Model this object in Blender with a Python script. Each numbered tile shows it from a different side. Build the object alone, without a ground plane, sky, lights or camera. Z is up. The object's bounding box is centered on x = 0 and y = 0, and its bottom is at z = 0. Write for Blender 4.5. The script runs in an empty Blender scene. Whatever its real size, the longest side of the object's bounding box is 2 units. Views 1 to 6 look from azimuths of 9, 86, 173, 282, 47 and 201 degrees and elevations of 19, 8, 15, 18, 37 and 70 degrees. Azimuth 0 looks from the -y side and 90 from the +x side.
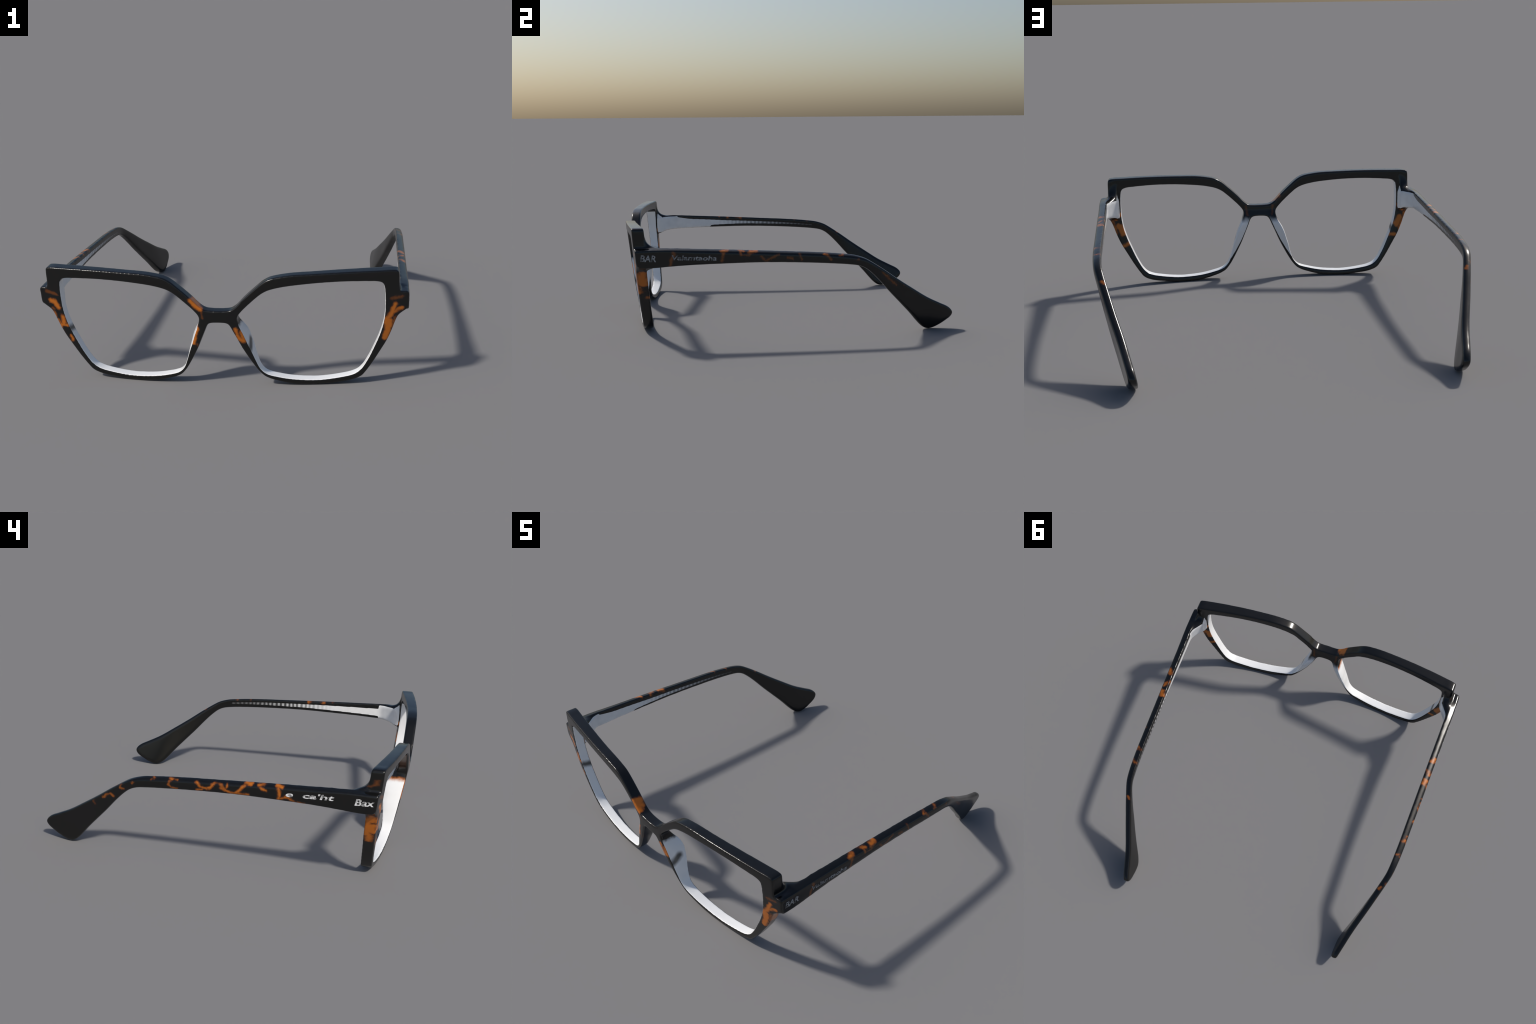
import bpy, bmesh, math
import numpy as np
from mathutils import Vector
from mathutils.geometry import delaunay_2d_cdt

VOXEL = 0.0021
rng = np.random.default_rng(7)

# ------------------------------------------------------------------ profiles
# Half outline of the frame front in (x, z): bridge top -> brow -> end piece
# -> lower rim -> nose side -> bridge underside.  Mirrored for the other half.
OUTER = [(0, .449), (.04, .450), (.068, .454), (.085, .464), (.136, .515), (.196, .571),
         (.243, .610), (.262, .621), (.283, .629), (.325, .638), (.365, .644), (.49, .651),
         (.64, .656), (.745, .6575), (.84, .6575), (.905, .657), (.919, .655), (.926, .648),
         (.928, .63), (.929, .59), (.931, .556), (.932, .544), (.940, .5385), (.962, .538), (.974, .535), (.978, .528),
         (.978, .505), (.977, .475), (.973, .452), (.963, .436), (.945, .423), (.924, .405),
         (.911, .378), (.893, .326), (.869, .267), (.830, .195), (.785, .117), (.753, .069),
         (.738, .050), (.715, .035), (.690, .0255), (.60, .009), (.505, .001), (.43, .001),
         (.35, .010), (.30, .023), (.255, .038), (.225, .055), (.20, .083), (.17, .130),
         (.147, .172), (.12, .225), (.095, .283), (.072, .335), (.06, .362), (.052, .373),
         (.04, .379), (.02, .381), (0, .382)]
# Lens opening in (x, z)
HOLE = [(.840, .593), (.825, .598), (.78, .602), (.72, .6045), (.61, .605), (.49, .599),
        (.42, .5925), (.372, .587), (.31, .576), (.265, .563), (.235, .547), (.20, .519),
        (.16, .482), (.13, .452), (.110, .428), (.101, .41), (.101, .393), (.108, .365),
        (.128, .31), (.146, .257), (.170, .195), (.19, .14), (.205, .105), (.22, .085),
        (.237, .0705), (.256, .062), (.30, .05), (.35, .0395), (.40, .033), (.45, .030),
        (.51, .0295), (.56, .034), (.62, .043), (.69, .0605), (.712, .072), (.732, .092),
        (.765, .147), (.80, .225), (.825, .288), (.845, .355), (.855, .42), (.857, .47),
        (.856, .53), (.852, .572), (.848, .586)]
# Side outline of one temple in (y, z)
TEMPLE = [(-.885, .526), (-.880, .532), (-.86, .534), (-.75, .537), (-.62, .533), (-.43, .526), (-.23, .517), (-.03, .507),
          (.14, .4985), (.29, .4865), (.385, .474), (.43, .461), (.48, .434), (.55, .389),
          (.63, .333), (.736, .263), (.843, .196), (.92, .158), (.975, .130), (.994, .112),
          (1.002, .094), (.992, .073), (.96, .048), (.922, .025), (.884, .008), (.850, .000),
          (.818, .009), (.795, .026), (.77, .052), (.724, .106), (.664, .170), (.588, .250),
          (.516, .330), (.47, .375), (.434, .403), (.40, .418), (.338, .428), (.236, .4365),
          (.034, .447), (-.1, .451), (-.23, .452), (-.36, .450), (-.5, .447), (-.63, .443),
          (-.71, .439), (-.79, .433), (-.86, .431), (-.880, .433), (-.885, .439)]
ARM_Y = [-.90, -.78, -.65, -.2, .07, .25, .36, .42, .5, .66, .81, .97, 1.0]
ARM_X = [.978, .9775, .974, .963, .956, .951, .944, .937, .916, .868, .820, .779, .771]
THICK_Y = [-.9, -.3, .3, .45, .7, 1.0]
THICK_T = [.047, .047, .044, .041, .040, .038]


def front_y(x, z):
    """Curved, tilted front surface of the frame."""
    return -.921 + .101 * x * x - .198 * z + .0993 * z * z - .008 * np.exp(-(x / .14) ** 2)


def pad_height(z):
    return np.interp(z, [.08, .13, .19, .24, .30, .34, .385, .42],
                     [.002, .012, .028, .043, .053, .048, .018, 0])


def pad_bulge(z):
    return np.interp(z, [.12, .17, .22, .28, .32, .36, .40], [0, .004, .012, .017, .014, .005, 0])


HOLE_A = np.array(HOLE)
OUT_A = np.array(OUTER)
nose_hole = HOLE_A[14:25][::-1]   # lens side of nose rim, rising z
nose_out = OUT_A[47:56]           # nose side, rising z


def nose_across(x, z):
    """0 on the nose-side edge, 1 on the lens-side edge of the nose rim."""
    a = np.interp(z, nose_out[:, 1], nose_out[:, 0])
    b = np.interp(z, nose_hole[:, 1], nose_hole[:, 0])
    return np.clip((np.abs(x) - a) / np.maximum(b - a, .01), 0, 1)


def smoothstep(v, a, b):
    t = min(max((v - a) / (b - a), 0.), 1.)
    return t * t * (3 - 2 * t)


def back_y(x, z):
    d = .062 + .010 * smoothstep(abs(x), .35, .9) * smoothstep(z, .42, .60)
    if abs(x) < .27 and .05 < z < .43:
        d += pad_height(z) * (.40 + .60 * nose_across(x, z))
    return front_y(x, z) + d


# ------------------------------------------------------------------ helpers
def resample(pts, step, closed=True):
    """Centripetal-like Catmull-Rom through the points, even spacing."""
    P = np.array(pts, float)
    n = len(P)
    out = []
    for i in range(n if closed else n - 1):
        p1, p2 = P[i], P[(i + 1) % n]
        p0 = P[i - 1] if (closed or i > 0) else 2 * p1 - p2
        p3 = P[(i + 2) % n] if (closed or i + 2 < n) else 2 * p2 - p1
        L = np.linalg.norm(p2 - p1)
        l0 = max(np.linalg.norm(p1 - p0), 1e-6)
        l2 = max(np.linalg.norm(p3 - p2), 1e-6)
        m1 = ((p2 - p1) / L * l0 + (p1 - p0) / l0 * L) / (l0 + L) * L
        m2 = ((p3 - p2) / l2 * L + (p2 - p1) / L * l2) / (l2 + L) * L
        k = max(1, int(round(L / step)))
        for j in range(k):
            t = j / k
            h = (2*t**3 - 3*t*t + 1, t**3 - 2*t*t + t, -2*t**3 + 3*t*t, t**3 - t*t)
            out.append(h[0]*p1 + h[1]*m1 + h[2]*p2 + h[3]*m2)
    if not closed:
        out.append(P[-1])
    return np.array(out)


def straight(pts, step):
    """Even points along straight sides."""
    P = np.array(pts, float)
    out = []
    for a, b in zip(P, np.roll(P, -1, 0)):
        k = max(1, int(round(np.linalg.norm(b - a) / step)))
        out += [a + (b - a) * j / k for j in range(k)]
    return np.array(out)


def inside(poly, q):
    x, y = q[:, 0], q[:, 1]
    r = np.zeros(len(q), bool)
    a, b = poly, np.roll(poly, -1, 0)
    for (x0, y0), (x1, y1) in zip(a, b):
        if y0 == y1:
            continue
        c = ((y0 > y) != (y1 > y)) & (x < (x1 - x0) * (y - y0) / (y1 - y0) + x0)
        r ^= c
    return r


def poly_dist(poly, q):
    a, b = poly, np.roll(poly, -1, 0)
    best = np.full(len(q), 9.)
    for p0, p1 in zip(a, b):
        d = p1 - p0
        t = np.clip(((q - p0) @ d) / max(d @ d, 1e-12), 0, 1)
        best = np.minimum(best, np.linalg.norm(q - p0 - t[:, None] * d, axis=1))
    return best


def slab(bm, outer, holes, point, grid=.012, steps=4):
    """Solid plate: a 2D outline with holes; point(u, v, t) gives the 3D
    position at depth t (0 front surface .. 1 back surface)."""
    loops = [outer] + holes
    lo, hi = outer.min(0), outer.max(0)
    gu, gv = np.meshgrid(np.arange(lo[0], hi[0], grid), np.arange(lo[1], hi[1], grid))
    q = np.stack([gu.ravel(), gv.ravel()], 1)
    ok = inside(outer, q)
    for h in holes:
        ok &= ~inside(h, q)
    q = q[ok]
    for l in loops:
        q = q[poly_dist(l, q) > grid * .45]
    pts, edges, ranges = [], [], []
    for l in loops:
        s = len(pts)
        pts += [tuple(p) for p in l]
        edges += [(s + i, s + (i + 1) % len(l)) for i in range(len(l))]
        ranges.append((s, len(l)))
    pts += [tuple(p) for p in q]
    V, _, F, OV, _, _ = delaunay_2d_cdt([Vector(p) for p in pts], edges, [], 0, 1e-7)
    A = np.array([(v.x, v.y) for v in V])
    cen = np.array([A[list(f)].mean(0) for f in F])
    keep = inside(outer, cen)
    for h in holes:
        keep &= ~inside(h, cen)
    index = {}
    for i, o in enumerate(OV):
        for k in o:
            index[k] = i
    fr = [bm.verts.new(point(p[0], p[1], 0)) for p in A]
    bk = [bm.verts.new(point(p[0], p[1], 1)) for p in A]
    for f, k in zip(F, keep):
        if k:
            bm.faces.new([fr[i] for i in f])
            bm.faces.new([bk[i] for i in reversed(f)])
    for s, n in ranges:
        ids = [index[s + i] for i in range(n)]
        cols = []
        for i in ids:
            col = [fr[i]]
            for j in range(1, steps):
                col.append(bm.verts.new(point(A[i][0], A[i][1], j / steps)))
            col.append(bk[i])
            cols.append(col)
        for i in range(n):
            c0, c1 = cols[i], cols[(i + 1) % n]
            for j in range(steps):
                bm.faces.new((c0[j], c1[j], c1[j + 1], c0[j + 1]))


def front_point(u, v, t):
    x, z = u, v
    b = 0.
    if abs(x) < .27 and .1 < z < .42:
        b = pad_bulge(z) * nose_across(x, z) ** 2 * np.interp(t, [0, .3, .7, 1], [0, .6, 1, .75])
    y = front_y(x, z) * (1 - t) + back_y(x, z) * t
    return Vector((x + math.copysign(b, x), y, z))


def arm_outer(y):
    return float(np.interp(y, SM_Y, SM_X))


SM = resample(list(zip(ARM_Y, ARM_X)), .02, closed=False)
SM_Y, SM_X = SM[:, 0], SM[:, 1]


# top edge and centre line of the temple along y
_o = resample(TEMPLE, .012)
_k = int(np.argmax(_o[:, 0]))
TOP_Y, TOP_Z = _o[:_k + 1].T
_b = _o[_k:][::-1]
MID_Z = .5 * (TOP_Z + np.interp(TOP_Y, *_b[np.argsort(_b[:, 0])].T))


def make_body():
    bm = bmesh.new()
    half = np.array(OUTER)
    ring = list(map(tuple, half)) + [(-x, z) for x, z in half[-2:0:-1]]
    outer = resample(ring, .007)
    hole = resample(HOLE, .007)
    slab(bm, outer, [hole, hole * [-1, 1]], front_point)
    side = resample(TEMPLE, .012)
    for s in (1, -1):
        def temple_point(u, v, t, s=s):
            th = float(np.interp(u, THICK_Y, THICK_T))
            zt = float(np.interp(u, TOP_Y, TOP_Z))
            zc = float(np.interp(u, TOP_Y, MID_Z))
            up = min(max((v - zc) / (zt - zc), 0), 1) * float(np.interp(u, [-.88, -.80, .35, .5], [0, 1, 1, 0]))
            lean = float(np.interp(u, [.42, .60, .85, 1.], [0, .12, .19, .19])) * max(zt - v, 0) * (.62 + .38 * t)
            return Vector((s * (arm_outer(u) - th * t - lean), u, v + up * (-.003 * (1 - t) + .010 * t)))
        slab(bm, side, [], temple_point, grid=.016)
        # thick wedge that carries the hinge, between front and temple
        plan = straight([(.950, -.885), (.868, -.885), (.868, -.830), (.871, -.812), (.881, -.797),
                         (.905, -.760), (.922, -.728), (.940, -.69), (.950, -.69)], .02)

        def wedge_point(u, v, t, s=s):
            z0 = float(np.interp(v, [-.86, -.82, -.79, -.72], [.405, .416, .430, .439]))
            z0 = max(z0, float(np.interp(u, [.905, .918, .935, .95], [.38, .412, .432, .44])))
            return Vector((s * u, v, z0 * (1 - t) + .534 * t))
        slab(bm, plan, [], wedge_point, grid=.012)
        # fillet behind the brow block, sweeping down onto the temple
        fil = straight([(-.90, .625), (-.855, .625), (-.850, .610), (-.845, .594), (-.838, .576),
                        (-.820, .557), (-.787, .546), (-.745, .536), (-.745, .48), (-.90, .48)], .012)

        def fillet_point(u, v, t, s=s):
            xin = float(np.interp(u, [-.835, -.818, -.805, -.765, -.745], [.876, .878, .884, .907, .918]))
            return Vector((s * (xin + (.927 - xin) * t), u, v))
        slab(bm, fil, [], fillet_point, grid=.012)
    bmesh.ops.recalc_face_normals(bm, faces=bm.faces)
    me = bpy.data.meshes.new("frame_body")
    bm.to_mesh(me)
    bm.free()
    ob = bpy.data.objects.new("frame_body", me)
    bpy.context.scene.collection.objects.link(ob)
    m = ob.modifiers.new("remesh", 'REMESH')
    m.mode = 'VOXEL'
    m.voxel_size = VOXEL
    m.adaptivity = 0
    dg = bpy.context.evaluated_depsgraph_get()
    new = bpy.data.meshes.new_from_object(ob.evaluated_get(dg))
    bpy.data.objects.remove(ob)
    return new


def mesh_arrays(me):
    n = len(me.vertices)
    co = np.empty(n * 3)
    me.vertices.foreach_get("co", co)
    e = np.empty(len(me.edges) * 2, int)
    me.edges.foreach_get("vertices", e)
    return co.reshape(-1, 3), e.reshape(-1, 2)


def smooth(co, e, iters, lam=.5, weight=None):
    n = len(co)
    deg = np.bincount(e.ravel(), minlength=n).astype(float)
    deg[deg == 0] = 1
    w = np.full(n, lam) if weight is None else lam * weight
    for _ in range(iters):
        acc = np.empty_like(co)
        for k in range(3):
            acc[:, k] = (np.bincount(e[:, 0], co[e[:, 1], k], n) + np.bincount(e[:, 1], co[e[:, 0], k], n)) / deg
        co = co + (acc - co) * w[:, None]
    return co


body = make_body()
co, ed = mesh_arrays(body)
co = smooth(co, ed, 46)
arm = np.clip((co[:, 1] + .70) / .15, 0, 1)
co = smooth(co, ed, 90, weight=arm)
# soften the hinge wedge and the fillet above it
_ax = np.abs(co[:, 0])
hinge = (np.clip((_ax - .862) / .008, 0, 1) * np.clip((.945 - _ax) / .015, 0, 1) * np.clip((co[:, 1] + .858) / .012, 0, 1)
         * np.clip((-.66 - co[:, 1]) / .03, 0, 1) * np.clip((co[:, 2] - .40) / .03, 0, 1))
co = smooth(co, ed, 90, weight=hinge)
co[:, 2] -= co[:, 2].min()
body.vertices.foreach_set("co", co.ravel())
body.update()
print("BODY", len(co), len(body.polygons))

# ------------------------------------------------------------------ regions
nf = len(body.polygons)
cen = np.empty(nf * 3); body.polygons.foreach_get("center", cen); cen = cen.reshape(-1, 3)
nor = np.empty(nf * 3); body.polygons.foreach_get("normal", nor); nor = nor.reshape(-1, 3)
vn = np.array([v.normal[:] for v in body.vertices])
fv = [tuple(p.vertices) for p in body.polygons]

x, y, z = cen.T
ax = np.abs(x)
hole2 = resample(HOLE, .01)
q = np.stack([ax, z], 1)
near = (y < -.72) & (ax < .9)
dh = np.full(nf, 9.)
dh[near] = poly_dist(hole2, q[near])
do = np.full(nf, 9.)
do[near] = poly_dist(np.array(OUTER), q[near])
depth = y - front_y(ax, z)
region = np.zeros(nf, int)                      # 0 front frame
region[(y > -.80) & (ax > .86)] = 1             # temple
wall = near & (dh < .022) & (nor[:, 1] > -.62) & (nor[:, 1] < .40) & (dh < do)
toward = -np.sign(x) * nor[:, 0]
down = nor[:, 2] < -.35
wall &= ~(down & (z > .40)) & (z < .592) & ~((z > .375) & (ax < .3))
region[wall] = 2                                # white lining of the lens opening
pad = near & (ax < .25) & (z > .115) & (z < .385) & (depth > .045) & (region != 2)
pad &= nor[:, 1] > .25
pad &= nose_across(ax, z) > np.interp(z, [.115, .14, .18, .24, .3], [1., .72, .45, .25, .16])
region[pad] = 3
inner = (ax > .85) & (y > -.835) & (y < .36) & (-np.sign(x) * nor[:, 0] > .45)
inner &= (y > -.70) | ((z < .534) & (z > .395))
round_end = ((np.maximum(-.79 - y, 0) / .045) ** 2 + ((z - .472) / .064) ** 2) < 1
region[inner & (y < -.80) & round_end] = 4                  # hinge block face, belongs to the temple
# pale strip: share of the temple's height that it covers, per side
arm_pts = resample(TEMPLE, .012)
top_c = arm_pts[:np.argmax(arm_pts[:, 0])]
bot_c = arm_pts[np.argmax(arm_pts[:, 0]):][::-1]
bot_c = bot_c[bot_c[:, 1] < .46]
zt = np.interp(y, top_c[:, 0], top_c[:, 1])
zb = np.interp(y, np.sort(bot_c[:, 0]), bot_c[np.argsort(bot_c[:, 0]), 1])
share = (z - zb) / (zt - zb)
for s, ks, los, his in ((1, [-.72, -.705, -.70, -.5, -.3, -.1, .1, .34], [-.2, -.2, .20, .24, .30, .36, .42, .5], [1.2, 1.2, .72, .72, .72, .72, .72, .70]),
                        (-1, [-.72, -.69, -.60, -.45, -.435, -.3, -.1, .1, .30], [-.2, .0, .03, .05, .22, .30, .36, .40, .46], [1.2, .90, .78, .74, .73, .68, .66, .62, .56])):
    region[inner & (y >= -.80) & (y < .34) & (np.sign(x) == s) & (share > np.interp(y, ks, los)) & (share < np.interp(y, ks, his))] = 4

# straighten the borders between regions
from collections import defaultdict
edge_faces = defaultdict(list)
for i, f in enumerate(fv):
    if region[i] or cen[i, 1] < -.6:
        for a, b in zip(f, f[1:] + f[:1]):
            edge_faces[(a, b) if a < b else (b, a)].append(i)
be = np.array([k for k, v in edge_faces.items() if len(v) == 2 and region[v[0]] != region[v[1]]])
deg = np.bincount(be.ravel(), minlength=len(co))
movable = deg == 2
for _ in range(12):
    acc = np.zeros_like(co)
    for k in range(3):
        acc[:, k] = np.bincount(be[:, 0], co[be[:, 1], k], len(co)) + np.bincount(be[:, 1], co[be[:, 0], k], len(co))
    co[movable] += .5 * (acc[movable] / 2 - co[movable])


def make_part(name, mask, parent, materials):
    ids = np.nonzero(mask)[0]
    used = np.unique(np.concatenate([fv[i] for i in ids]))
    remap = {int(v): k for k, v in enumerate(used)}
    me = bpy.data.meshes.new(name)
    me.from_pydata([tuple(c) for c in co[used]], [], [[remap[v] for v in fv[i]] for i in ids])
    me.polygons.foreach_set("use_smooth", [True] * len(me.polygons))
    me.update()
    me.normals_split_custom_set_from_vertices([tuple(v) for v in vn[used]])
    for m in materials:
        me.materials.append(m)
    ob = bpy.data.objects.new(name, me)
    bpy.context.scene.collection.objects.link(ob)
    ob.parent = parent
    return ob


# ------------------------------------------------------------------ materials
class Nodes:
    def __init__(self, name):
        self.m = bpy.data.materials.new(name)
        self.m.use_nodes = True
        self.t = self.m.node_tree
        self.bsdf = self.t.nodes["Principled BSDF"]
        self.obj = self.t.nodes.new("ShaderNodeTexCoord").outputs["Object"]

    def link(self, src, dst):
        if hasattr(src, "is_linked"):
            self.t.links.new(src, dst)
        else:
            dst.default_value = src

    def vec(self, op, a, b=(0, 0, 0), scale=None):
        n = self.t.nodes.new("ShaderNodeVectorMath")
        n.operation = op
        self.link(a, n.inputs[0])
        if op != 'LENGTH' and op != 'SCALE':
            self.link(b, n.inputs[1])
        if scale is not None:
            self.link(scale, n.inputs["Scale"])
        return n.outputs["Value"] if op in ('DOT_PRODUCT', 'LENGTH') else n.outputs["Vector"]

    def math(self, op, a, b=0., clamp=False):
        n = self.t.nodes.new("ShaderNodeMath")
        n.operation = op
        n.use_clamp = clamp
        self.link(a, n.inputs[0])
        self.link(b, n.inputs[1])
        return n.outputs[0]

    def ramp(self, v, a, b, lo=0., hi=1.):
        n = self.t.nodes.new("ShaderNodeMapRange")
        n.interpolation_type = 'SMOOTHSTEP'
        self.link(v, n.inputs["Value"])
        for k, w in (("From Min", a), ("From Max", b), ("To Min", lo), ("To Max", hi)):
            n.inputs[k].default_value = w
        return n.outputs["Result"]

    def noise(self, scale, detail=3., out="Fac", vec=None):
        n = self.t.nodes.new("ShaderNodeTexNoise")
        n.inputs["Scale"].default_value = scale
        n.inputs["Detail"].default_value = detail
        self.link(self.obj if vec is None else vec, n.inputs["Vector"])
        return n.outputs[out]

    def mix(self, f, a, b):
        n = self.t.nodes.new("ShaderNodeMix")
        n.data_type = 'RGBA'
        self.link(f, n.inputs["Factor"])
        for v, k in ((a, 6), (b, 7)):
            self.link(v if hasattr(v, "is_linked") else (*v, 1.), n.inputs[k])
        return n.outputs[2]

    def xyz(self):
        n = self.t.nodes.new("ShaderNodeSeparateXYZ")
        self.link(self.obj, n.inputs[0])
        return n.outputs

    def warped(self, scale, amount):
        """Object position, wobbled by noise, so that drawn veins look grown."""
        c = self.noise(scale, 3., "Color")
        d = self.vec('SUBTRACT', c, (.5, .5, .5))
        return self.vec('ADD', self.obj, self.vec('SCALE', d, scale=amount))

    def veins(self, strands, pos, squash):
        """Distance to the nearest strand surface: each strand is a chain of
        capsules (radius, points) in the space squashed by the given factors."""
        p = self.vec('MULTIPLY', pos, squash)
        best = None
        for r, pts in strands:
            pts = [Vector(q) * Vector(squash) for q in pts]
            for a, b in zip(pts[:-1], pts[1:]):
                ba = b - a
                pa = self.vec('SUBTRACT', p, tuple(a))
                h = self.math('DIVIDE', self.vec('DOT_PRODUCT', pa, tuple(ba)), max(ba.dot(ba), 1e-9), clamp=True)
                off = self.vec('SUBTRACT', pa, self.vec('SCALE', tuple(ba), scale=h))
                d = self.math('SUBTRACT', self.vec('LENGTH', off), r)
                best = d if best is None else self.math('MINIMUM', best, d)
        return best

    def finish(self, colour, rough):
        self.link(colour, self.bsdf.inputs["Base Color"])
        self.link(rough, self.bsdf.inputs["Roughness"])
        self.bsdf.inputs["IOR"].default_value = 1.5
        return self.m


BLACK = (.0042, .0042, .0038)
BROWN = (.085, .024, .006)
AMBER = (.48, .135, .010)
WHITE = (.90, .90, .89)
ROUGH = .20


def tortoise(name, groups, squash):
    """Black acetate with amber strands; groups = [(strength, strands)]."""
    n = Nodes(name)
    pos = n.warped(26., .022)
    col = n.mix(n.noise(9., 4.), BLACK, (.0062, .006, .0054))
    blot = n.noise(38., 3.)
    for strength, strands in groups:
        d = n.veins(strands, pos, squash)
        d = n.math('ADD', d, n.math('MULTIPLY', n.math('SUBTRACT', blot, .5), .016))
        halo = n.math('MULTIPLY', n.ramp(d, .010, -.003), strength)
        core = n.math('MULTIPLY', n.ramp(d, .006, -.009), strength)
        col = n.mix(halo, col, BROWN)
        col = n.mix(core, col, AMBER)
    return n.finish(col, ROUGH)


def on_front(strands, behind):
    return [(r, [(px, float(front_y(px, pz)) + behind, pz) for px, pz in pts]) for r, pts in strands]


def on_arm(strands, s):
    return [(r, [(s * arm_outer(py), py, pz) for py, pz in pts]) for r, pts in strands]


FRONT_STRONG = on_front([
    (.014, [(-.920, .460), (-.900, .455), (-.881, .426)]), (.012, [(-.865, .371), (-.863, .322)]),
    (.010, [(-.883, .324), (-.843, .317)]), (.008, [(-.833, .253), (-.827, .228)]),
    (.016, [(-.131, .506), (-.092, .464)]), (.008, [(-.115, .346), (-.128, .293), (-.141, .258)]),
    (.012, [(.909, .472), (.892, .421), (.869, .389)]), (.018, [(.875, .380), (.869, .321), (.860, .284)]),
    (.007, [(.892, .421), (.944, .451)]),
    (.009, [(.090, .345), (.096, .319)]), (.011, [(.121, .333), (.132, .278)]), (.010, [(.095, .312), (.123, .275)])], 0.) \
    + on_front([(.010, [(.861, .442), (.890, .413)]), (.018, [(.871, .366), (.849, .322)]), (.011, [(.849, .249), (.821, .257)]),
                (.010, [(-.872, .444), (-.893, .408)]), (.018, [(-.878, .361), (-.857, .321)]), (.011, [(-.816, .256), (-.848, .253)])], .06) \
    + on_front([(.014, [(-.915, .412), (-.908, .375)]), (.017, [(-.895, .345), (-.884, .310)]), (.010, [(-.878, .285), (-.862, .245)]),
                (.016, [(.910, .395), (.893, .330)]), (.015, [(-.125, .508), (-.100, .485)])], .03) \
    + on_front([(.011, [(-.910, .385), (-.893, .330), (-.880, .290)])], .045)
FRONT_FAINT = on_front([(.010, [(-.934, .521), (-.882, .501)]), (.006, [(-.117, .252), (-.116, .230)]),
                        (.008, [(.892, .503), (.944, .513)]), (.004, [(-.085, .44), (-.082, .41)])], 0.) \
    + on_front([(.005, [(.085, .445), (.078, .385)]), (.005, [(-.085, .445), (-.078, .385)])], .066) \
    + [(.004, [(-.93, -.836, .568), (-.93, -.855, .566), (-.93, -.882, .580), (-.93, -.886, .601)]),
       ]
M_FRONT = tortoise("tortoise_acetate_front", [(1., FRONT_STRONG), (.22, FRONT_FAINT)], (1., .5, 1.))

ARM_LEFT = on_arm([
    (.007, [(-.390, .454), (-.396, .495), (-.386, .522), (-.405, .535)]), (.005, [(-.397, .462), (-.436, .473), (-.476, .453)]),
    (.007, [(-.159, .462), (-.182, .481), (-.213, .522), (-.236, .531), (-.280, .526), (-.304, .529)]),
    (.006, [(-.284, .522), (-.297, .501), (-.321, .496)]),
    (.005, [(-.231, .461), (-.159, .462), (-.126, .466), (-.086, .482)]), (.003, [(-.110, .485), (-.113, .506)]),
    (.005, [(-.040, .505), (-.021, .478), (-.001, .470)]), (.006, [(-.001, .470), (.032, .478), (.053, .498)]),
    (.004, [(.052, .457), (.020, .463)]), (.005, [(-.492, .453), (-.527, .447)]), (.004, [(.160, .498), (.185, .501), (.205, .484)])], -1)
ARM_LEFT_FAINT = on_arm([
    (.003, [(-.098, .479), (-.085, .498), (-.061, .507), (-.040, .505)]), (.003, [(.205, .484), (.207, .467), (.192, .452), (.155, .451)]),
    (.003, [(.409, .451), (.416, .441)]), (.004, [(.302, .484), (.272, .497)]), (.003, [(.481, .431), (.494, .407), (.465, .405)]),
    (.004, [(.607, .327), (.582, .348), (.556, .357), (.536, .347)]), (.004, [(.709, .278), (.710, .252)]),
    (.003, [(.672, .294), (.659, .275)])], -1)
ARM_RIGHT = on_arm([
    (.008, [(-.392, .530), (-.400, .510)]), (.006, [(-.304, .529), (-.295, .505)]), (.007, [(-.251, .515), (-.216, .524), (-.233, .529)]),
    (.006, [(.180, .502), (.205, .488)]), (.004, [(.279, .490), (.297, .489)])], 1)
ARM_RIGHT_FAINT = on_arm([
    (.009, [(-.400, .510), (-.410, .466)]), (.004, [(-.295, .500), (-.251, .499), (-.216, .518)]),
    (.006, [(-.181, .488), (-.154, .468), (-.123, .474), (-.079, .497)]), (.006, [(-.025, .481), (.001, .473)]),
    (.005, [(.041, .502), (.055, .465)]), (.005, [(.205, .488), (.225, .466)]), (.004, [(.379, .458), (.392, .455)]),
    (.006, [(.540, .373), (.584, .329), (.629, .291)]), (.006, [(.681, .287), (.707, .244)]), (.008, [(-.682, .518), (-.703, .452)])], 1)


def on_top(strands, s):
    return [(r, [(s * px, py, float(np.interp(py, TOP_Y, TOP_Z))) for px, py in pts]) for r, pts in strands]


ARM_TOP = [(.009, [(.962, -.408), (.942, -.378)]), (.007, [(.925, -.318), (.952, -.282)]), (.010, [(.948, -.242), (.936, -.212)]),
           (.006, [(.942, .188), (.922, .200)]), (.004, [(.935, .288), (.918, .300)]), (.003, [(.893, .515), (.880, .530)])]
M_ARM = {-1: tortoise("tortoise_acetate_temple", [(1., ARM_LEFT + on_top(ARM_TOP, -1)), (.7, ARM_LEFT_FAINT)], (.6, 1., 1.)),
         1: tortoise("tortoise_acetate_temple", [(.85, ARM_RIGHT + on_top(ARM_TOP, 1)), (.35, ARM_RIGHT_FAINT)], (.6, 1., 1.))}


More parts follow.
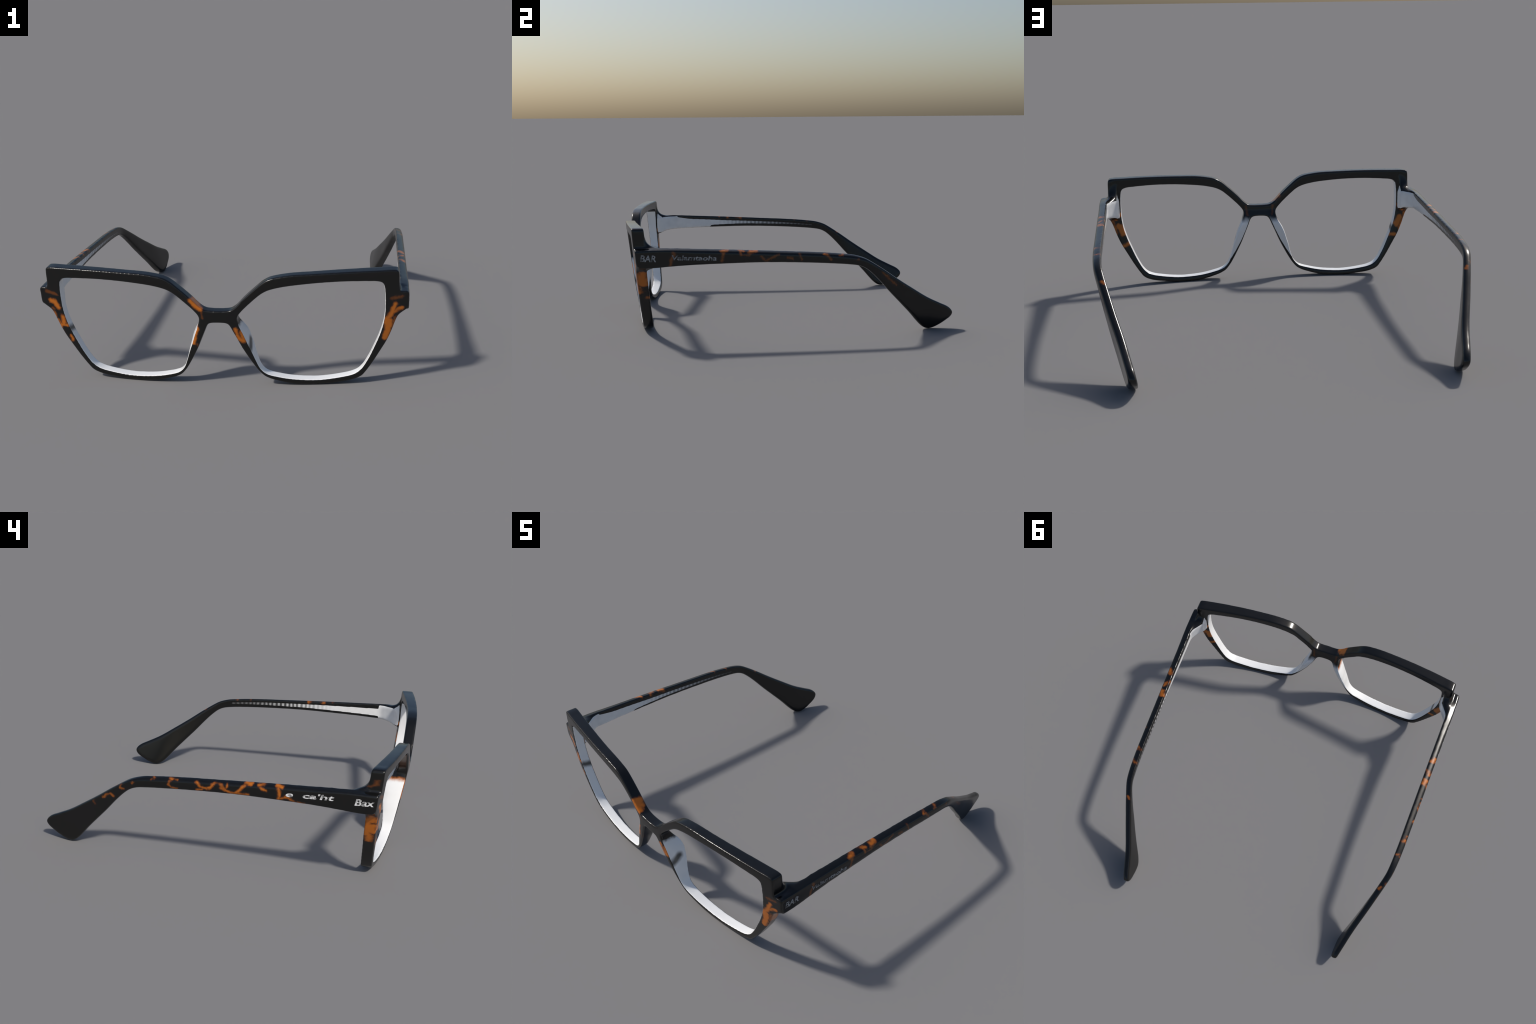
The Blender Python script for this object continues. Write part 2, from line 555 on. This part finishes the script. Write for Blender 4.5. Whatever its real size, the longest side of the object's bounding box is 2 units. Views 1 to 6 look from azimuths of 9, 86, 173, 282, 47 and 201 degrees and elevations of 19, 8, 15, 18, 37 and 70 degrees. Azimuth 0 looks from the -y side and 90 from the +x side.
def lining_material(name, smoky):
    """Milky inner layer; smoky bands where the dark layer shows through."""
    n = Nodes(name)
    X, Y, Z = n.xyz()
    col = n.mix(n.noise(14., 3.), WHITE, (.84, .84, .835))
    nose = n.ramp(n.math('ABSOLUTE', X), .24, .20)
    top = n.math('ADD', Z, n.math('MULTIPLY', n.math('SUBTRACT', n.noise(30., 2.), .5), .03))
    if smoky:
        smoke = n.veins([(.013, [(-.832, -.89, .300), (-.826, -.83, .288)]),
                         (.016, [(.150, -.955, .222), (.156, -.932, .240), (.160, -.905, .262)])],
                        n.warped(18., .02), (1., 1., 1.))
        col = n.mix(n.math('MULTIPLY', n.ramp(smoke, .018, -.010), .92), col, (.025, .025, .023))
        amber = n.math('MULTIPLY', n.ramp(top, .335, .365), n.math('LESS_THAN', X, 0.))
        col = n.mix(n.math('MULTIPLY', amber, nose), col, AMBER)
        col = n.mix(n.math('MULTIPLY', n.ramp(top, .350, .375), nose), col, BLACK)
    else:
        col = n.mix(n.math('MULTIPLY', n.ramp(top, .335, .385), nose), col, BLACK)
    return n.finish(col, ROUGH)


def inlay_material(s):
    """Pale strip inside the temple that breaks up into ticks and fades out."""
    n = Nodes("milky_inlay")
    X, Y, Z = n.xyz()
    col = n.mix(n.noise(20., 2.), WHITE, (.70, .70, .70))
    saw = n.math('FRACT', n.math('ADD', n.math('MULTIPLY', Y, 34.), n.math('MULTIPLY', n.noise(9., 2.), .9)))
    tick = n.ramp(n.math('ABSOLUTE', n.math('SUBTRACT', saw, .5)), .16, .34)
    amount = n.ramp(Y, -.42, -.05, 0., .92 if s > 0 else .55)
    col = n.mix(n.math('MULTIPLY', tick, amount), col, (.03, .03, .03))
    col = n.mix(n.ramp(Y, -.40, .36, 0., .93), col, (.025, .025, .025))
    return n.finish(col, ROUGH)


M_LINING = lining_material("milky_acetate", True)
M_PAD = lining_material("milky_pad", False)
M_INLAY = {1: inlay_material(1), -1: inlay_material(-1)}


def print_material(name, bright):
    n = Nodes(name)
    return n.finish(n.mix(n.ramp(n.noise(55., 2.), .35, .6), tuple(bright * .25 for _ in 'rgb'), (bright,) * 3), .45)


M_PRINT = {-1: print_material("silver_print", .75), 1: print_material("dull_print", .34)}

root = bpy.data.objects.new("eyeglasses", None)
bpy.context.scene.collection.objects.link(root)
root["label"] = "black and tortoiseshell acetate eyeglasses frame with pale inner lining"
root["category"] = "eyeglasses"
frame = make_part("front_frame", region == 0, root, [M_FRONT])
temples = {}
for s in (1, -1):
    side = np.sign(x) == s
    make_part("rim_lining", (region == 2) & side, frame, [M_LINING])
    make_part("nose_pad", (region == 3) & side, frame, [M_PAD])
    temples[s] = make_part("temple", (region == 1) & side, root, [M_ARM[s]])
    make_part("temple_inlay", (region == 4) & side, temples[s], [M_INLAY[s]])
bpy.data.meshes.remove(body)


# ------------------------------------------------------------------ lettering
def lettering(text, s, y_from, y_to, z0, height, shear=.15):
    """Worn printed word on the outer face of a temple, a hair proud of it.
    y_from .. y_to is the span in reading order."""
    cu = bpy.data.curves.new("lettering", 'FONT')
    cu.body = text
    cu.extrude = .02
    cu.resolution_u = 3
    cu.shear = shear
    cu.offset = .022
    tmp = bpy.data.objects.new("lettering_tmp", cu)
    bpy.context.scene.collection.objects.link(tmp)
    me = bpy.data.meshes.new_from_object(tmp.evaluated_get(bpy.context.evaluated_depsgraph_get()))
    bpy.data.objects.remove(tmp)
    P = np.array([v.co[:] for v in me.vertices])
    lo, hi = P.min(0), P.max(0)
    u = (P[:, 0] - lo[0]) / (hi[0] - lo[0])
    v = (P[:, 1] - lo[1]) / (hi[1] - lo[1])
    w = (P[:, 2] - lo[2]) / (hi[2] - lo[2])
    yy = y_from + (y_to - y_from) * u
    zz = z0 + height * v - .03 * (yy - y_from)
    xx = s * (np.array([surface_x(s, a, b) for a, b in zip(yy, zz)]) - .002 + .003 * w)
    for vert, c in zip(me.vertices, zip(xx, yy, zz)):
        vert.co = c
    me.materials.append(M_PRINT[s])
    ob = bpy.data.objects.new("lettering", me)
    bpy.context.scene.collection.objects.link(ob)
    ob.parent = temples[s]
    return ob


arm_sel = {k: (np.sign(co[:, 0]) == k) & (co[:, 1] < -.3) & (np.abs(co[:, 0]) > .945) for k in (1, -1)}


def surface_x(s, py, pz):
    P = co[arm_sel[s]]
    d = (P[:, 1] - py) ** 2 + (P[:, 2] - pz) ** 2
    return float(np.abs(P[np.argsort(d)[:4], 0]).mean())


lettering("Bax", -1, -.785, -.885, .474, .036)
lettering("e  ca'ht", -1, -.428, -.680, .477, .030)
lettering("BAR", 1, -.872, -.782, .472, .038)
lettering("Valamtaoha", 1, -.692, -.436, .478, .028)
